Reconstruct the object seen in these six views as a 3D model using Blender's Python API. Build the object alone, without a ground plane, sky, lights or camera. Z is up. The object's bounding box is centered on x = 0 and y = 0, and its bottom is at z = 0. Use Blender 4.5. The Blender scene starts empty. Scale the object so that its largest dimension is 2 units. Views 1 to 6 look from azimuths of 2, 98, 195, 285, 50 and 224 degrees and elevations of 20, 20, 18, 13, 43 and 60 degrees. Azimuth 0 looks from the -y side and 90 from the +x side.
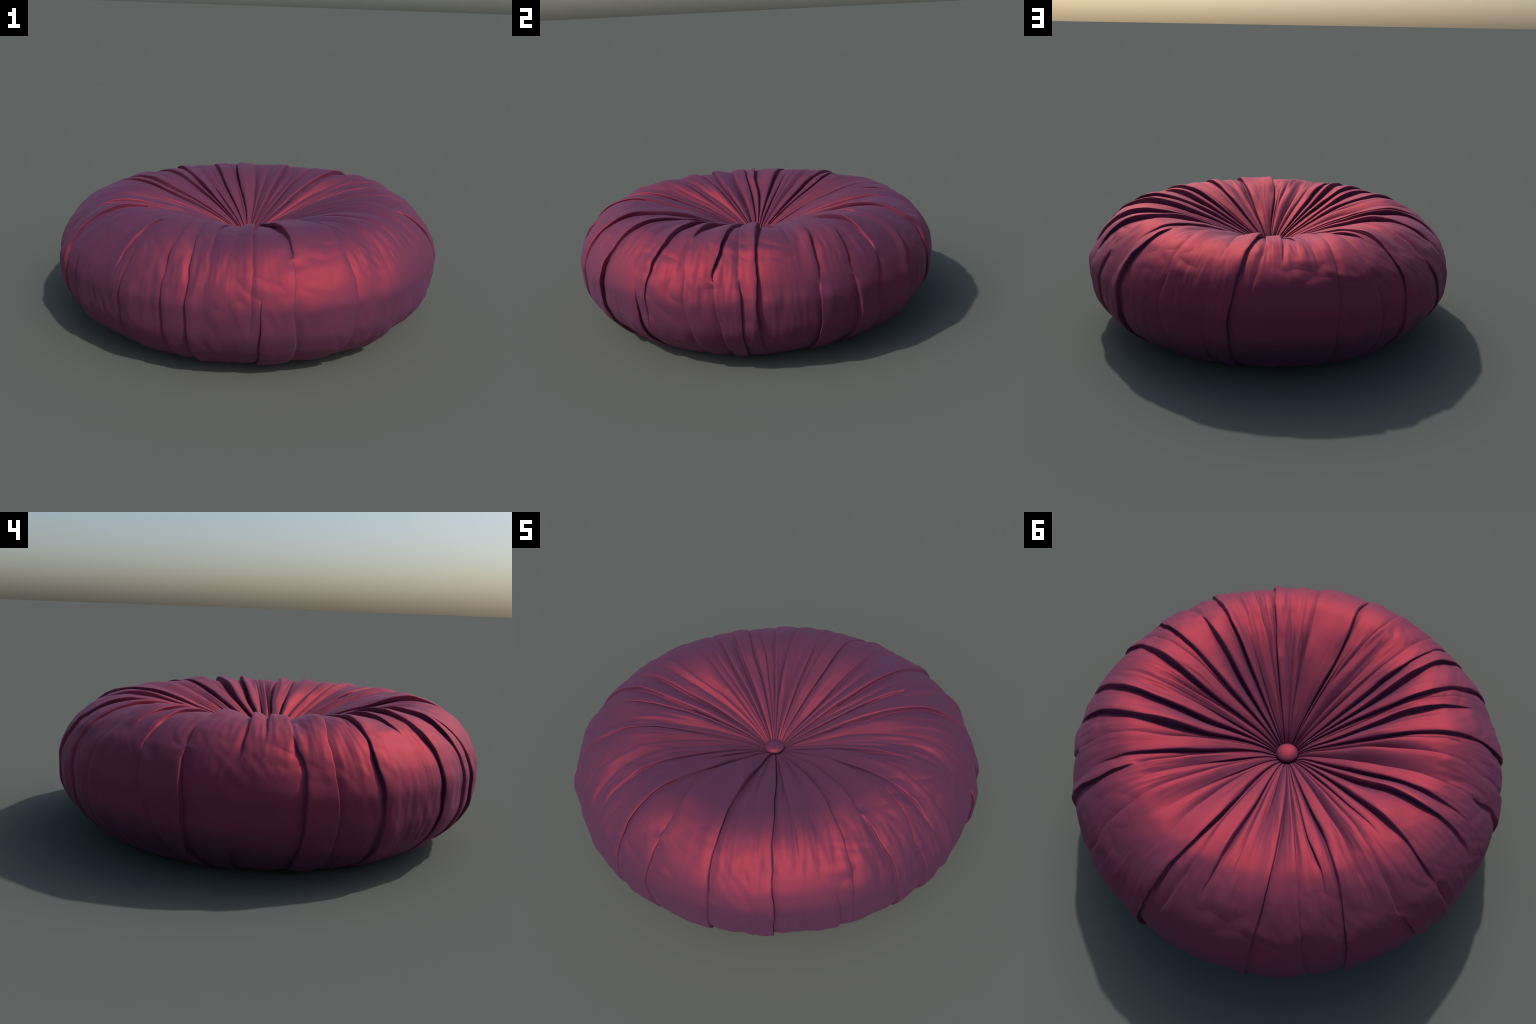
"""Round pleated floor cushion: a velvet-satin cover gathered into a button tuft."""
import bpy, math
import numpy as np

# --------------------------------------------------------------------------
# small numeric helpers
# --------------------------------------------------------------------------
def pchip(x, y, q):
    x = np.asarray(x, float); y = np.asarray(y, float); q = np.asarray(q, float)
    h = np.diff(x); d = np.diff(y) / h; m = np.zeros_like(y)
    for i in range(1, len(x) - 1):
        if d[i - 1] * d[i] > 0:
            w1, w2 = 2 * h[i] + h[i - 1], h[i] + 2 * h[i - 1]
            m[i] = (w1 + w2) / (w1 / d[i - 1] + w2 / d[i])
    m[0], m[-1] = d[0], d[-1]
    q = np.clip(q, x[0], x[-1])
    i = np.clip(np.searchsorted(x, q) - 1, 0, len(x) - 2); t = (q - x[i]) / h[i]
    return ((2*t**3 - 3*t**2 + 1)*y[i] + (t**3 - 2*t**2 + t)*h[i]*m[i]
            + (-2*t**3 + 3*t**2)*y[i+1] + (t**3 - t**2)*h[i]*m[i+1])

def smooth(a, b, x):
    t = np.clip((x - a) / (b - a), 0, 1)
    return t * t * (3 - 2 * t)

def noise(u, v, period, seed):
    """Gradient noise, periodic in u with the given whole-number period."""
    g = np.random.default_rng(seed)
    nv = 256
    ang = g.random((period, nv)) * math.tau
    iu = np.floor(u).astype(int); iv = np.floor(v).astype(int)
    fu, fv = u - iu, v - iv
    def corner(a, b):
        th = ang[(iu + a) % period, (iv + b) % nv]
        return np.cos(th) * (fu - a) + np.sin(th) * (fv - b)
    su = fu**3 * (fu * (fu * 6 - 15) + 10); sv = fv**3 * (fv * (fv * 6 - 15) + 10)
    n0 = corner(0, 0) * (1 - su) + corner(1, 0) * su
    n1 = corner(0, 1) * (1 - su) + corner(1, 1) * su
    return 1.5 * (n0 * (1 - sv) + n1 * sv)

# --------------------------------------------------------------------------
# profile of the cushion: s = 0 at the button, 0.4 on the rim, 0.7 on the
# belly, 1.0 where it meets the floor, 1.22 at the centre of the underside
# --------------------------------------------------------------------------
PROFILE = [  # s, radius, height
    (0, 0.000, 0.350), (0.022, 0.037, 0.366), (0.038, 0.066, 0.391), (0.053, 0.091, 0.413),
    (0.0765, 0.131, 0.439), (0.1235, 0.211, 0.480), (0.159, 0.271, 0.506), (0.194, 0.331, 0.531),
    (0.229, 0.391, 0.553), (0.265, 0.451, 0.574), (0.3, 0.511, 0.594), (0.335, 0.571, 0.609),
    (0.37, 0.630, 0.617), (0.4, 0.680, 0.620), (0.45, 0.757, 0.607), (0.5, 0.826, 0.577),
    (0.55, 0.882, 0.538), (0.6, 0.925, 0.494), (0.65, 0.960, 0.438), (0.7, 0.983, 0.362),
    (0.75, 0.979, 0.262), (0.8, 0.941, 0.170), (0.85, 0.884, 0.108), (0.9, 0.827, 0.060),
    (0.95, 0.763, 0.024), (1, 0.680, 0.004), (1.05, 0.550, 0.007), (1.12, 0.300, 0.051),
    (1.2, 0.050, 0.110), (1.22, 0.000, 0.112)]

# --------------------------------------------------------------------------
# pleats.  Each: azimuths in degrees at stations along the profile, and the
# height of the fold step there in mm.  Positive: the lower-azimuth side lies
# over; negative: the higher-azimuth side lies over.
# --------------------------------------------------------------------------
PLEATS = []
def pleat(azimuths, steps):
    PLEATS.append((azimuths, steps))

#      s: azimuth                                         s: step (mm)
pleat({.1: 9, .3: 6, .45: 3.8, .7: 4, .9: 3.5},          {0: 6, .2: 10, .45: 14, .66: 12, .78: 2, 1: 2})
pleat({.1: 11.5, .3: 9.5, .6: 7, .7: 6.2, .85: 6.6},     {0: -3, .2: -3, .3: 0, .66: 0, .74: -14, .9: -16, 1: -8})
pleat({.1: 14.5, .3: 14, .45: 16, .6: 15.1, .7: 14.4, .85: 16.5}, {0: -7, .2: -14, .4: -20, .5: -12, .56: 8, .72: 10, .8: 6, .9: 12, 1: 6})
pleat({.1: 33, .3: 32, .5: 31.5, .7: 31.8, .85: 30.3},   {0: 7, .15: 16, .3: 16, .5: 14, .7: 10, .9: 8, 1: 5})
pleat({.1: 40, .3: 40, .8: 39},                          {0: -4, .15: -5, .26: 0, 1: 0})
pleat({.1: 50, .2: 49.3, .35: 47.8, .5: 47.5, .85: 47},  {0: 8, .15: 16, .3: 14, .5: 18, .7: 20, .9: 16, 1: 8})
pleat({.1: 53.8, .3: 53.2, .5: 54.5, .8: 55},            {0: -5, .2: -7, .4: -6, .5: -3, .56: 0, 1: 0})
pleat({.1: 63, .6: 61.5, .7: 63.6, .85: 63},             {0: 3, .2: 3, .3: 0, .64: 0, .72: 14, .86: 16, 1: 6})
pleat({.1: 68, .3: 67, .5: 67.4, .7: 66.6, .85: 67.5},   {0: 7, .15: 13, .4: 18, .6: 12, .7: 5, .78: 0, 1: 0})
pleat({.1: 78, .3: 76.2, .45: 76, .6: 78.1, .7: 79, .85: 82}, {0: 7, .2: 14, .36: 15, .43: 6, .5: -12, .7: -12, .9: -14, 1: -6})
pleat({.1: 87.5, .2: 89.5, .4: 88, .6: 86.3, .7: 88, .85: 90}, {0: 7, .2: 14, .4: 17, .56: 20, .61: 10, .65: -12, .8: -14, .9: -12, 1: -5})
pleat({.1: 91.8, .3: 92, .5: 93.5, .7: 94.4, .85: 94.6}, {0: -5, .2: -8, .5: -9, .6: -4, .66: 12, .85: 14, 1: 6})
pleat({.1: 100, .2: 102, .3: 100.5, .45: 98.8, .7: 98.3, .85: 100}, {0: 8, .2: 18, .5: 20, .7: 18, .78: 8, .86: 2, 1: 0})
pleat({.1: 105, .2: 106.5, .3: 107.4, .6: 107},          {0: -6, .14: -14, .27: -9, .38: -2, .44: 0, 1: 0})
pleat({.1: 112, .3: 112, .6: 111},                       {0: 4, .15: 4, .25: 0, 1: 0})
pleat({.1: 118.5, .2: 120.5, .3: 118.8, .5: 116.8, .7: 115.6, .85: 116.2}, {0: 8, .2: 15, .45: 20, .58: 14, .63: 4, .68: -18, .85: -16, 1: -8})
pleat({.1: 127, .2: 131.5, .3: 130, .5: 126.7, .6: 126, .7: 127.4, .85: 128.4}, {0: 8, .2: 18, .45: 22, .58: 14, .63: 4, .68: -18, .85: -14, 1: -6})
pleat({.1: 135, .3: 138.2, .5: 137, .6: 137, .7: 133.8, .85: 136}, {0: -7, .2: -14, .45: -16, .55: -9, .62: 8, .75: 10, .85: 4, 1: 0})
pleat({.1: 143, .2: 146.5, .3: 145.7, .6: 146, .7: 142},   {0: 6, .2: 14, .35: 14, .46: 5, .52: 0, 1: 0})
pleat({.1: 149.3, .3: 150.5, .5: 150.2, .7: 147.6, .85: 147.5}, {0: -6, .2: -11, .36: -8, .42: 6, .5: 18, .7: 20, .85: 14, 1: 5})
pleat({.1: 156, .3: 156, .6: 157},                       {0: 4, .15: 5, .25: 0, 1: 0})
pleat({.1: 161.4, .3: 163.4, .5: 164.6, .6: 166, .7: 164.5, .8: 168, .9: 169}, {0: -7, .2: -14, .4: -13, .55: -14, .7: -12, .85: -6, 1: -3})
pleat({.1: 171, .3: 172, .6: 174},                       {0: 4, .15: 4, .25: 0, 1: 0})
pleat({.1: 176.5, .3: 179, .45: 181, .7: 178},           {0: -5, .2: -9, .38: -7, .5: 0, .66: 0, .8: 4, 1: 4})
pleat({.1: 187, .2: 190.6, .3: 190.3, .4: 189, .5: 187.5, .6: 186.2, .7: 184.7, .85: 184.7}, {0: 7, .15: 16, .4: 17, .6: 15, .75: 18, .9: 20, 1: 8})
pleat({.1: 193, .3: 193.7, .4: 194.3, .5: 193, .6: 191.2, .8: 191}, {0: -6, .2: -9, .4: -9, .56: -8, .64: 0, 1: 0})
pleat({.1: 201, .2: 202.6, .3: 201.6, .5: 199.8, .7: 199}, {0: 7, .15: 14, .36: 15, .46: 5, .52: 0, .8: 0, .9: 4, 1: 4})
pleat({.1: 207, .3: 206.7, .6: 206},                     {0: -5, .2: -8, .34: -4, .42: 0, 1: 0})
pleat({.1: 213, .3: 212.5, .6: 209},                     {0: 4, .15: 5, .25: 0, 1: 0})
pleat({.1: 222.3, .3: 220.2, .5: 216.3, .7: 214, .85: 213.2}, {0: 7, .2: 12, .5: 12, .7: 10, .85: 12, 1: 6})
pleat({.1: 226.2, .3: 227, .6: 226.6, .75: 228, .9: 228}, {0: 7, .15: 12, .4: 11, .6: 7, .72: 8, .8: 10, .9: 4, 1: 2})
pleat({.1: 231.5, .3: 232.8, .4: 235, .7: 233},          {0: -4, .2: -5, .36: -7, .44: -2, .5: 0, 1: 0})
pleat({.1: 237.2, .3: 240, .5: 238.5, .7: 237.2, .85: 237.6}, {0: -7, .15: -14, .4: -14, .6: -12, .75: -12, .9: -8, 1: -5})
pleat({.1: 245, .3: 246.5, .45: 245, .7: 244},           {0: 6, .15: 14, .36: 13, .46: 5, .52: 0, 1: 0})
pleat({.1: 253, .3: 253.4, .45: 252, .57: 251.6, .7: 255.4, .8: 260, .9: 261}, {0: 6, .2: 11, .4: 10, .55: 7, .6: 0, .66: -10, .82: -10, .92: -3, 1: 0})
pleat({.1: 259, .3: 259.5, .6: 257.8, .7: 260.4, .8: 262.6, .9: 264},    {0: -4, .15: -6, .28: -3, .38: 0, 1: 0})
pleat({.1: 266.5, .3: 265.6, .5: 264.2, .6: 263.9, .7: 265.3, .85: 265.3, .9: 267}, {0: -7, .15: -15, .35: -18, .5: -12, .56: -3, .62: 14, .72: 16, .85: 14, 1: 7})
pleat({.1: 273, .2: 275, .3: 279, .5: 278.6, .7: 276, .9: 275}, {0: -6, .2: -13, .4: -16, .54: -8, .6: 0, .78: 0, .88: 8, 1: 6})
pleat({.1: 280.5, .2: 283, .3: 284.8, .5: 283.2, .7: 283},  {0: -6, .2: -11, .4: -14, .48: -6, .54: 0, 1: 0})
pleat({.1: 289, .3: 291, .5: 290, .6: 292.2, .7: 292.6, .9: 291}, {0: 6, .2: 9, .42: 8, .5: 0, .56: -9, .68: -16, .85: -14, 1: -6})
pleat({.1: 301, .2: 303, .3: 302, .5: 299, .6: 298.7, .7: 299.6, .85: 299.5}, {0: 7, .2: 13, .4: 15, .6: 16, .75: 14, .85: 8, 1: 3})
pleat({.1: 306.5, .3: 308.3, .45: 308, .7: 306},         {0: 5, .2: 9, .4: 8, .48: 0, 1: 0})
pleat({.1: 310.3, .3: 311.3, .5: 310.2, .6: 309.8, .85: 311}, {0: -6, .2: -13, .4: -17, .6: -18, .8: -18, .9: -10, 1: -5})
pleat({.1: 318, .3: 323.2, .5: 322, .8: 320},            {0: -5, .2: -9, .36: -14, .46: -6, .52: 0, 1: 0})
pleat({.1: 324, .3: 326.4, .55: 325.6, .8: 325},         {0: 4, .2: 6, .45: 9, .58: 6, .66: 0, 1: 0})
pleat({.1: 330.5, .3: 329.2, .5: 329.4, .7: 329.4, .85: 329}, {0: -7, .2: -15, .4: -20, .6: -18, .78: -14, .9: -6, 1: -3})
pleat({.1: 335.3, .2: 336.4, .3: 338.5, .45: 341, .7: 341, .85: 342}, {0: -7, .2: -15, .4: -20, .55: -16, .65: -9, .78: -13, .9: -8, 1: -4})
pleat({.1: 341, .3: 345, .45: 346, .6: 347.5, .85: 348.6}, {0: -6, .2: -13, .4: -11, .5: -5, .58: -8, .75: -14, .9: -12, 1: -6})
pleat({.1: 349, .3: 350.5, .5: 351.6, .8: 353},          {0: 5, .2: 6, .38: 6, .5: 8, .56: 0, 1: 0})
pleat({.1: 356, .3: 357, .6: 358},                       {0: 3, .15: 5, .26: 0, .8: 0, .92: 3, 1: 3})

# --------------------------------------------------------------------------
# cover mesh
# --------------------------------------------------------------------------
def build_cover():
    ps, pr, pz = (np.array(c) for c in zip(*PROFILE))
    s = np.concatenate([np.linspace(0.012, 0.06, 16, endpoint=False), np.linspace(0.06, 0.98, 360, endpoint=False),
                        np.linspace(0.98, 1.2, 40)])
    r, z = pchip(ps, pr, s), pchip(ps, pz, s)
    k = np.ones(5) / 5                                   # soften the knots of the profile
    for _ in range(3):
        r[8:-8] = np.convolve(r, k, 'same')[8:-8]; z[8:-8] = np.convolve(z, k, 'same')[8:-8]
    dr, dz = np.gradient(r, s), np.gradient(z, s)
    ln = np.hypot(dr, dz); nr, nz = -dz / ln, dr / ln

    n = len(PLEATS)
    az = np.stack([np.interp(s, list(a), list(a.values())) for a, _ in PLEATS], 1)
    st = np.stack([np.interp(s, list(h), list(h.values())) for _, h in PLEATS], 1) / 1000
    kk = np.hanning(25); kk /= kk.sum()
    for j in range(n):                                   # round off the kinks of the tables
        az[:, j] = np.convolve(np.pad(az[:, j], 12, 'edge'), kk, 'valid')
    kk = np.hanning(13); kk /= kk.sum()
    for j in range(n):
        st[:, j] = np.convolve(np.pad(st[:, j], 6, 'edge'), kk, 'valid')
    # pleats never run perfectly straight: let each crease wander by a few mm
    for j in range(n):
        g = np.random.default_rng(100 + j)
        f1, f2, p1, p2 = 5 + 4 * g.random(), 13 + 8 * g.random(), *(g.random(2) * math.tau)
        az[:, j] += smooth(.15, .5, s) * (0.14 * np.sin(math.tau * f1 * s + p1) + 0.05 * np.sin(math.tau * f2 * s + p2))
        st[:, j] *= 1 + .18 * np.sin(math.tau * (3 + 3 * g.random()) * s + p2)
    fade = np.interp(s, [0, .04, .12, .25, .38, .5, .9, 1.0, 1.1, 1.2], [.9, 1.4, 2.0, 2.2, 1.6, 1.15, 1.1, 1.0, .5, .5])
    st *= fade[:, None]
    azn = np.concatenate([az, az[:, :1] + 360], 1)
    for j in range(1, n + 1):                            # keep creases in order
        azn[:, j] = np.maximum(azn[:, j], azn[:, j - 1] + 1.2)
    stn = np.concatenate([st, st[:, :1]], 1)

    # columns of one cell, crowded towards its two creases
    cols = 40
    x = np.linspace(0, 1, cols, endpoint=False)
    t = 0.5 - 0.5 * np.cos(math.pi * x); t = 0.72 * t + 0.28 * x
    t = t[None, None, :]
    a0, a1 = np.radians(azn[:, :-1, None]), np.radians(azn[:, 1:, None])
    h0, h1 = stn[:, :-1, None], stn[:, 1:, None]
    R = r[:, None, None]
    Lc = np.maximum(R * (a1 - a0), 1e-4)
    A = a0 + (a1 - a0) * t
    x0, x1 = t * Lc, (1 - t) * Lc                        # distance from each crease

    low = (0.14 + 0.42 * (1 - smooth(.2, .45, s)))[:, None, None]

    def fold(h, x, L, tuckin):
        """Offsets near a crease with signed step h, at signed distance x
        (positive on the higher-azimuth side): outward lift and sideways slip."""
        eps = np.minimum(0.0035, 0.05 * L)
        W = np.minimum(0.17, 0.95 * L)
        ramp = np.clip(1 - np.abs(x) / W, 0, 1) ** 1.7
        up = 1 / (1 + np.exp(np.clip(x * np.sign(h) / eps * 1.6, -40, 40)))   # 1 on the lying-over side
        mag = np.minimum(np.abs(h), 0.46 * L + .001)
        act = np.clip(np.abs(h) / .009, 0, 1)
        notch = np.exp(-np.abs(x) / np.minimum(.030, .22 * L)) * np.minimum(.010, .10 * L) * act
        dip = np.exp(-(x / np.minimum(.016, .16 * L)) ** 2)
        lift = mag * (up * ramp - low * (1 - up) * ramp - 0.13 * dip * (1 - .6 * up)) - notch
        b = np.minimum(0.010, 0.09 * L)
        slip = np.sign(h) * tuckin * np.minimum(mag, 0.22 * L) * (np.exp(-((x * np.sign(h) + .75 * b) / b) ** 2)
                                             - 0.9 * np.exp(-((x * np.sign(h) - .75 * b) / b) ** 2))
        return lift, slip

    # how far each lip hangs over its crease varies from pleat to pleat and along it
    over = np.stack([.40 + .22 * np.sin(math.tau * (2.3 + .17 * (j % 5)) * s + 1.9 * j) for j in range(n)], 1)
    over = np.concatenate([over, over[:, :1]], 1)[:, :, None]
    l0, t0 = fold(h0, x0, Lc, over[:, :-1]); l1, t1 = fold(h1, -x1, Lc, over[:, 1:])
    S = np.broadcast_to(s[:, None, None], A.shape)
    puff = np.interp(S, [0, .05, .2, .4, 1, 1.2], [.002, .004, .008, .009, .007, .004])
    # towards the button every strip of cloth is squeezed into a rounded roll
    squeeze = 1 - smooth(.16, .42, S)
    roll = np.minimum(0.20 * Lc, .016) * np.sin(math.pi * t) ** 0.8 * squeeze
    D = l0 + l1 + puff + roll - 0.45 * np.minimum(0.20 * Lc, .016) * squeeze

    U = A / math.tau
    U = U % 1.0
    outer = smooth(.3, .5, S)
    # broad unevenness of the filling
    D = D + 0.007 * noise(U * 9, S * 5, 9, 1) * smooth(.1, .4, S)
    D = D + 0.0045 * noise(U * 24, S * 6 + .3, 24, 2) * smooth(.08, .3, S)
    # pulled threads running with the pleats
    patch = smooth(-.25, .4, noise(U * 11, S * 5, 11, 3))
    D = D + 0.0038 * patch * noise(U * 110, S * 7, 110, 4) * smooth(.1, .3, S)
    D = D + 0.0012 * (0.3 + patch) * noise(U * 260, S * 12, 260, 5) * smooth(.12, .3, S)
    # slanting crumples beside the folds
    patch2 = smooth(-.05, .5, noise(U * 13 + 3.3, S * 6, 13, 6)) * outer * (1 - smooth(.8, .95, S))
    D = D + 0.0046 * patch2 * noise(U * 62 + S * 9, S * 6, 62, 7)
    D = D + 0.0019 * patch2 * noise(U * 140 - S * 22, S * 11, 140, 8)
    # puckers and dents between the long folds
    dent = smooth(-.1, .4, noise(U * 15 + 1.7, S * 7, 15, 21)) * smooth(.35, .5, S) * (1 - smooth(.86, .97, S))
    n3 = noise(U * 44 - S * 5, S * 13, 44, 22)
    # the cloth is most rumpled on the +x side
    rumpled = 1 + 0.9 * np.exp(-((A - math.radians(95)) / .5) ** 2)
    D = D + 0.0065 * dent * rumpled * (np.abs(n3) - .25)
    # fine gathers crowding into the button
    D = D + 0.0012 * noise(U * 130, S * 5, 130, 9) * (1 - smooth(.10, .30, S)) * np.minimum(1, R / .12)

    # the filling sits a little unevenly: the gathered middle sinks, the rim leans
    D = D - np.interp(S, [0, .06, .12, .3, .4, .5], [0, .002, .008, .010, .006, 0])
    D = D + 0.006 * np.cos(A - math.radians(85)) * smooth(.12, .35, S) * (1 - smooth(.58, .75, S))

    A = A + (t0 + t1) / np.maximum(R, .05)
    rad = R + nr[:, None, None] * D
    hgt = np.broadcast_to(z[:, None, None], A.shape) + nz[:, None, None] * D
    hgt = np.where(S > .85, np.maximum(hgt, 0), hgt)      # pressed flat by the floor
    P = np.stack([rad * np.sin(A), -rad * np.cos(A), hgt], -1).reshape(len(s), -1, 3)
    rows, ncol = P.shape[:2]
    verts = P.reshape(-1, 3)
    top = np.array([[0, 0, pz[0]], [0, 0, pz[-1]]])
    i = np.arange(rows - 1)[:, None] * ncol; j = np.arange(ncol)[None, :]; j2 = (j + 1) % ncol
    quads = np.stack([i + j, i + ncol + j, i + ncol + j2, i + j2], -1).reshape(-1, 4)
    nv = len(verts)
    c = np.arange(ncol); c2 = (c + 1) % ncol
    last = (rows - 1) * ncol
    cap_a = np.stack([np.full(ncol, nv), c, c2], -1)
    cap_b = np.stack([np.full(ncol, nv + 1), last + c2, last + c], -1)
    verts = np.vstack([verts, top])
    verts[:, 2] -= verts[:, 2].min()
    loops = np.concatenate([quads.ravel(), cap_a.ravel(), cap_b.ravel()])
    sizes = np.concatenate([np.full(len(quads), 4), np.full(2 * ncol, 3)])
    me = bpy.data.meshes.new("cover")
    me.vertices.add(len(verts)); me.vertices.foreach_set("co", verts.ravel().astype(np.float32))
    me.loops.add(len(loops)); me.loops.foreach_set("vertex_index", loops.astype(np.int32))
    me.polygons.add(len(sizes))
    me.polygons.foreach_set("loop_start", np.concatenate([[0], np.cumsum(sizes)[:-1]]).astype(np.int32))
    me.update(calc_edges=True)
    me.validate()
    me.polygons.foreach_set("use_smooth", np.ones(len(me.polygons), bool))
    me.update()
    return me

def build_button(radius, thick):
    """Covered button: a domed lens with a rounded edge."""
    prof = [(0.0, 1.0), (.25, .975), (.5, .88), (.72, .70), (.88, .45), (.97, .18), (1.0, -.1),
            (.96, -.4), (.82, -.65), (.5, -.8), (0.0, -.85)]
    tt = np.linspace(0, len(prof) - 1, 41)
    pr = pchip(range(len(prof)), [p[0] for p in prof], tt) * radius
    pz = pchip(range(len(prof)), [p[1] for p in prof], tt) * thick
    m = 64
    a = np.arange(m) * math.tau / m
    verts = [(0, 0, pz[0])]
    for q in range(1, 40):
        verts += [(pr[q] * math.cos(b), pr[q] * math.sin(b), pz[q]) for b in a]
    verts.append((0, 0, pz[-1]))
    faces = [(0, 1 + i, 1 + (i + 1) % m) for i in range(m)]
    for q in range(38):
        o = 1 + q * m
        faces += [(o + i, o + m + i, o + m + (i + 1) % m, o + (i + 1) % m) for i in range(m)]
    e = 1 + 38 * m
    faces += [(len(verts) - 1, e + (i + 1) % m, e + i) for i in range(m)]
    me = bpy.data.meshes.new("button")
    me.from_pydata(verts, [], faces)
    me.polygons.foreach_set("use_smooth", np.ones(len(me.polygons), bool))
    me.update()
    return me

# --------------------------------------------------------------------------
# material: shot satin, glossy red warp over a matt violet weft
# --------------------------------------------------------------------------
def fabric():
    mat = bpy.data.materials.new("shot_satin")
    mat.use_nodes = True
    nt = mat.node_tree; N, Lk = nt.nodes, nt.links
    b = N["Principled BSDF"]                              # glossy red warp
    b.inputs["Metallic"].default_value = 1.0
    b.inputs["Roughness"].default_value = 0.64
    b.inputs["Sheen Weight"].default_value = 0.05
    b.inputs["Sheen Roughness"].default_value = 0.8
    b.inputs["Sheen Tint"].default_value = (0.4, 0.42, 1.0, 1)
    v = N.new("ShaderNodeBsdfDiffuse"); v.name = "nap"   # matt violet weft
    v.inputs["Color"].default_value = (0.021, 0.020, 0.047, 1)
    co = N.new("ShaderNodeTexCoord")
    n1 = N.new("ShaderNodeTexNoise"); n1.inputs["Scale"].default_value = 5; n1.inputs["Detail"].default_value = 4
    Lk.new(co.outputs["Object"], n1.inputs["Vector"])
    mix = N.new("ShaderNodeMix"); mix.data_type = 'RGBA'
    mix.inputs["A"].default_value = (0.200, 0.016, 0.012, 1); mix.inputs["B"].default_value = (0.216, 0.018, 0.014, 1)
    Lk.new(n1.outputs["Fac"], mix.inputs["Factor"]); Lk.new(mix.outputs["Result"], b.inputs["Base Color"])
    n2 = N.new("ShaderNodeTexNoise"); n2.inputs["Scale"].default_value = 420; n2.inputs["Detail"].default_value = 2
    Lk.new(co.outputs["Object"], n2.inputs["Vector"])
    bump = N.new("ShaderNodeBump"); bump.inputs["Strength"].default_value = 0.05; bump.inputs["Distance"].default_value = 0.001
    Lk.new(n2.outputs["Fac"], bump.inputs["Height"]); Lk.new(bump.outputs["Normal"], b.inputs["Normal"])
    add = N.new("ShaderNodeAddShader")
    Lk.new(b.outputs[0], add.inputs[0]); Lk.new(v.outputs[0], add.inputs[1])
    Lk.new(add.outputs[0], N["Material Output"].inputs["Surface"])
    return mat

def main():
    mat = fabric()
    root = bpy.data.objects.new("floor_cushion", None)
    root["label"] = "round pleated crimson satin floor cushion with central button tuft"
    root["category"] = "cushion"
    bpy.context.collection.objects.link(root)
    def add(name, me, loc=(0, 0, 0), rot=(0, 0, 0)):
        me.materials.append(mat)
        o = bpy.data.objects.new(name, me)
        o.location, o.rotation_euler, o.parent = loc, rot, root
        bpy.context.collection.objects.link(o)
        return o
    add("pleated_cover", build_cover())
    add("button", build_button(0.0505, 0.018), (-0.004, 0.001, 0.398))
    add("button", build_button(0.045, 0.018), (0, 0, 0.088), (math.pi, 0, 0))

main()
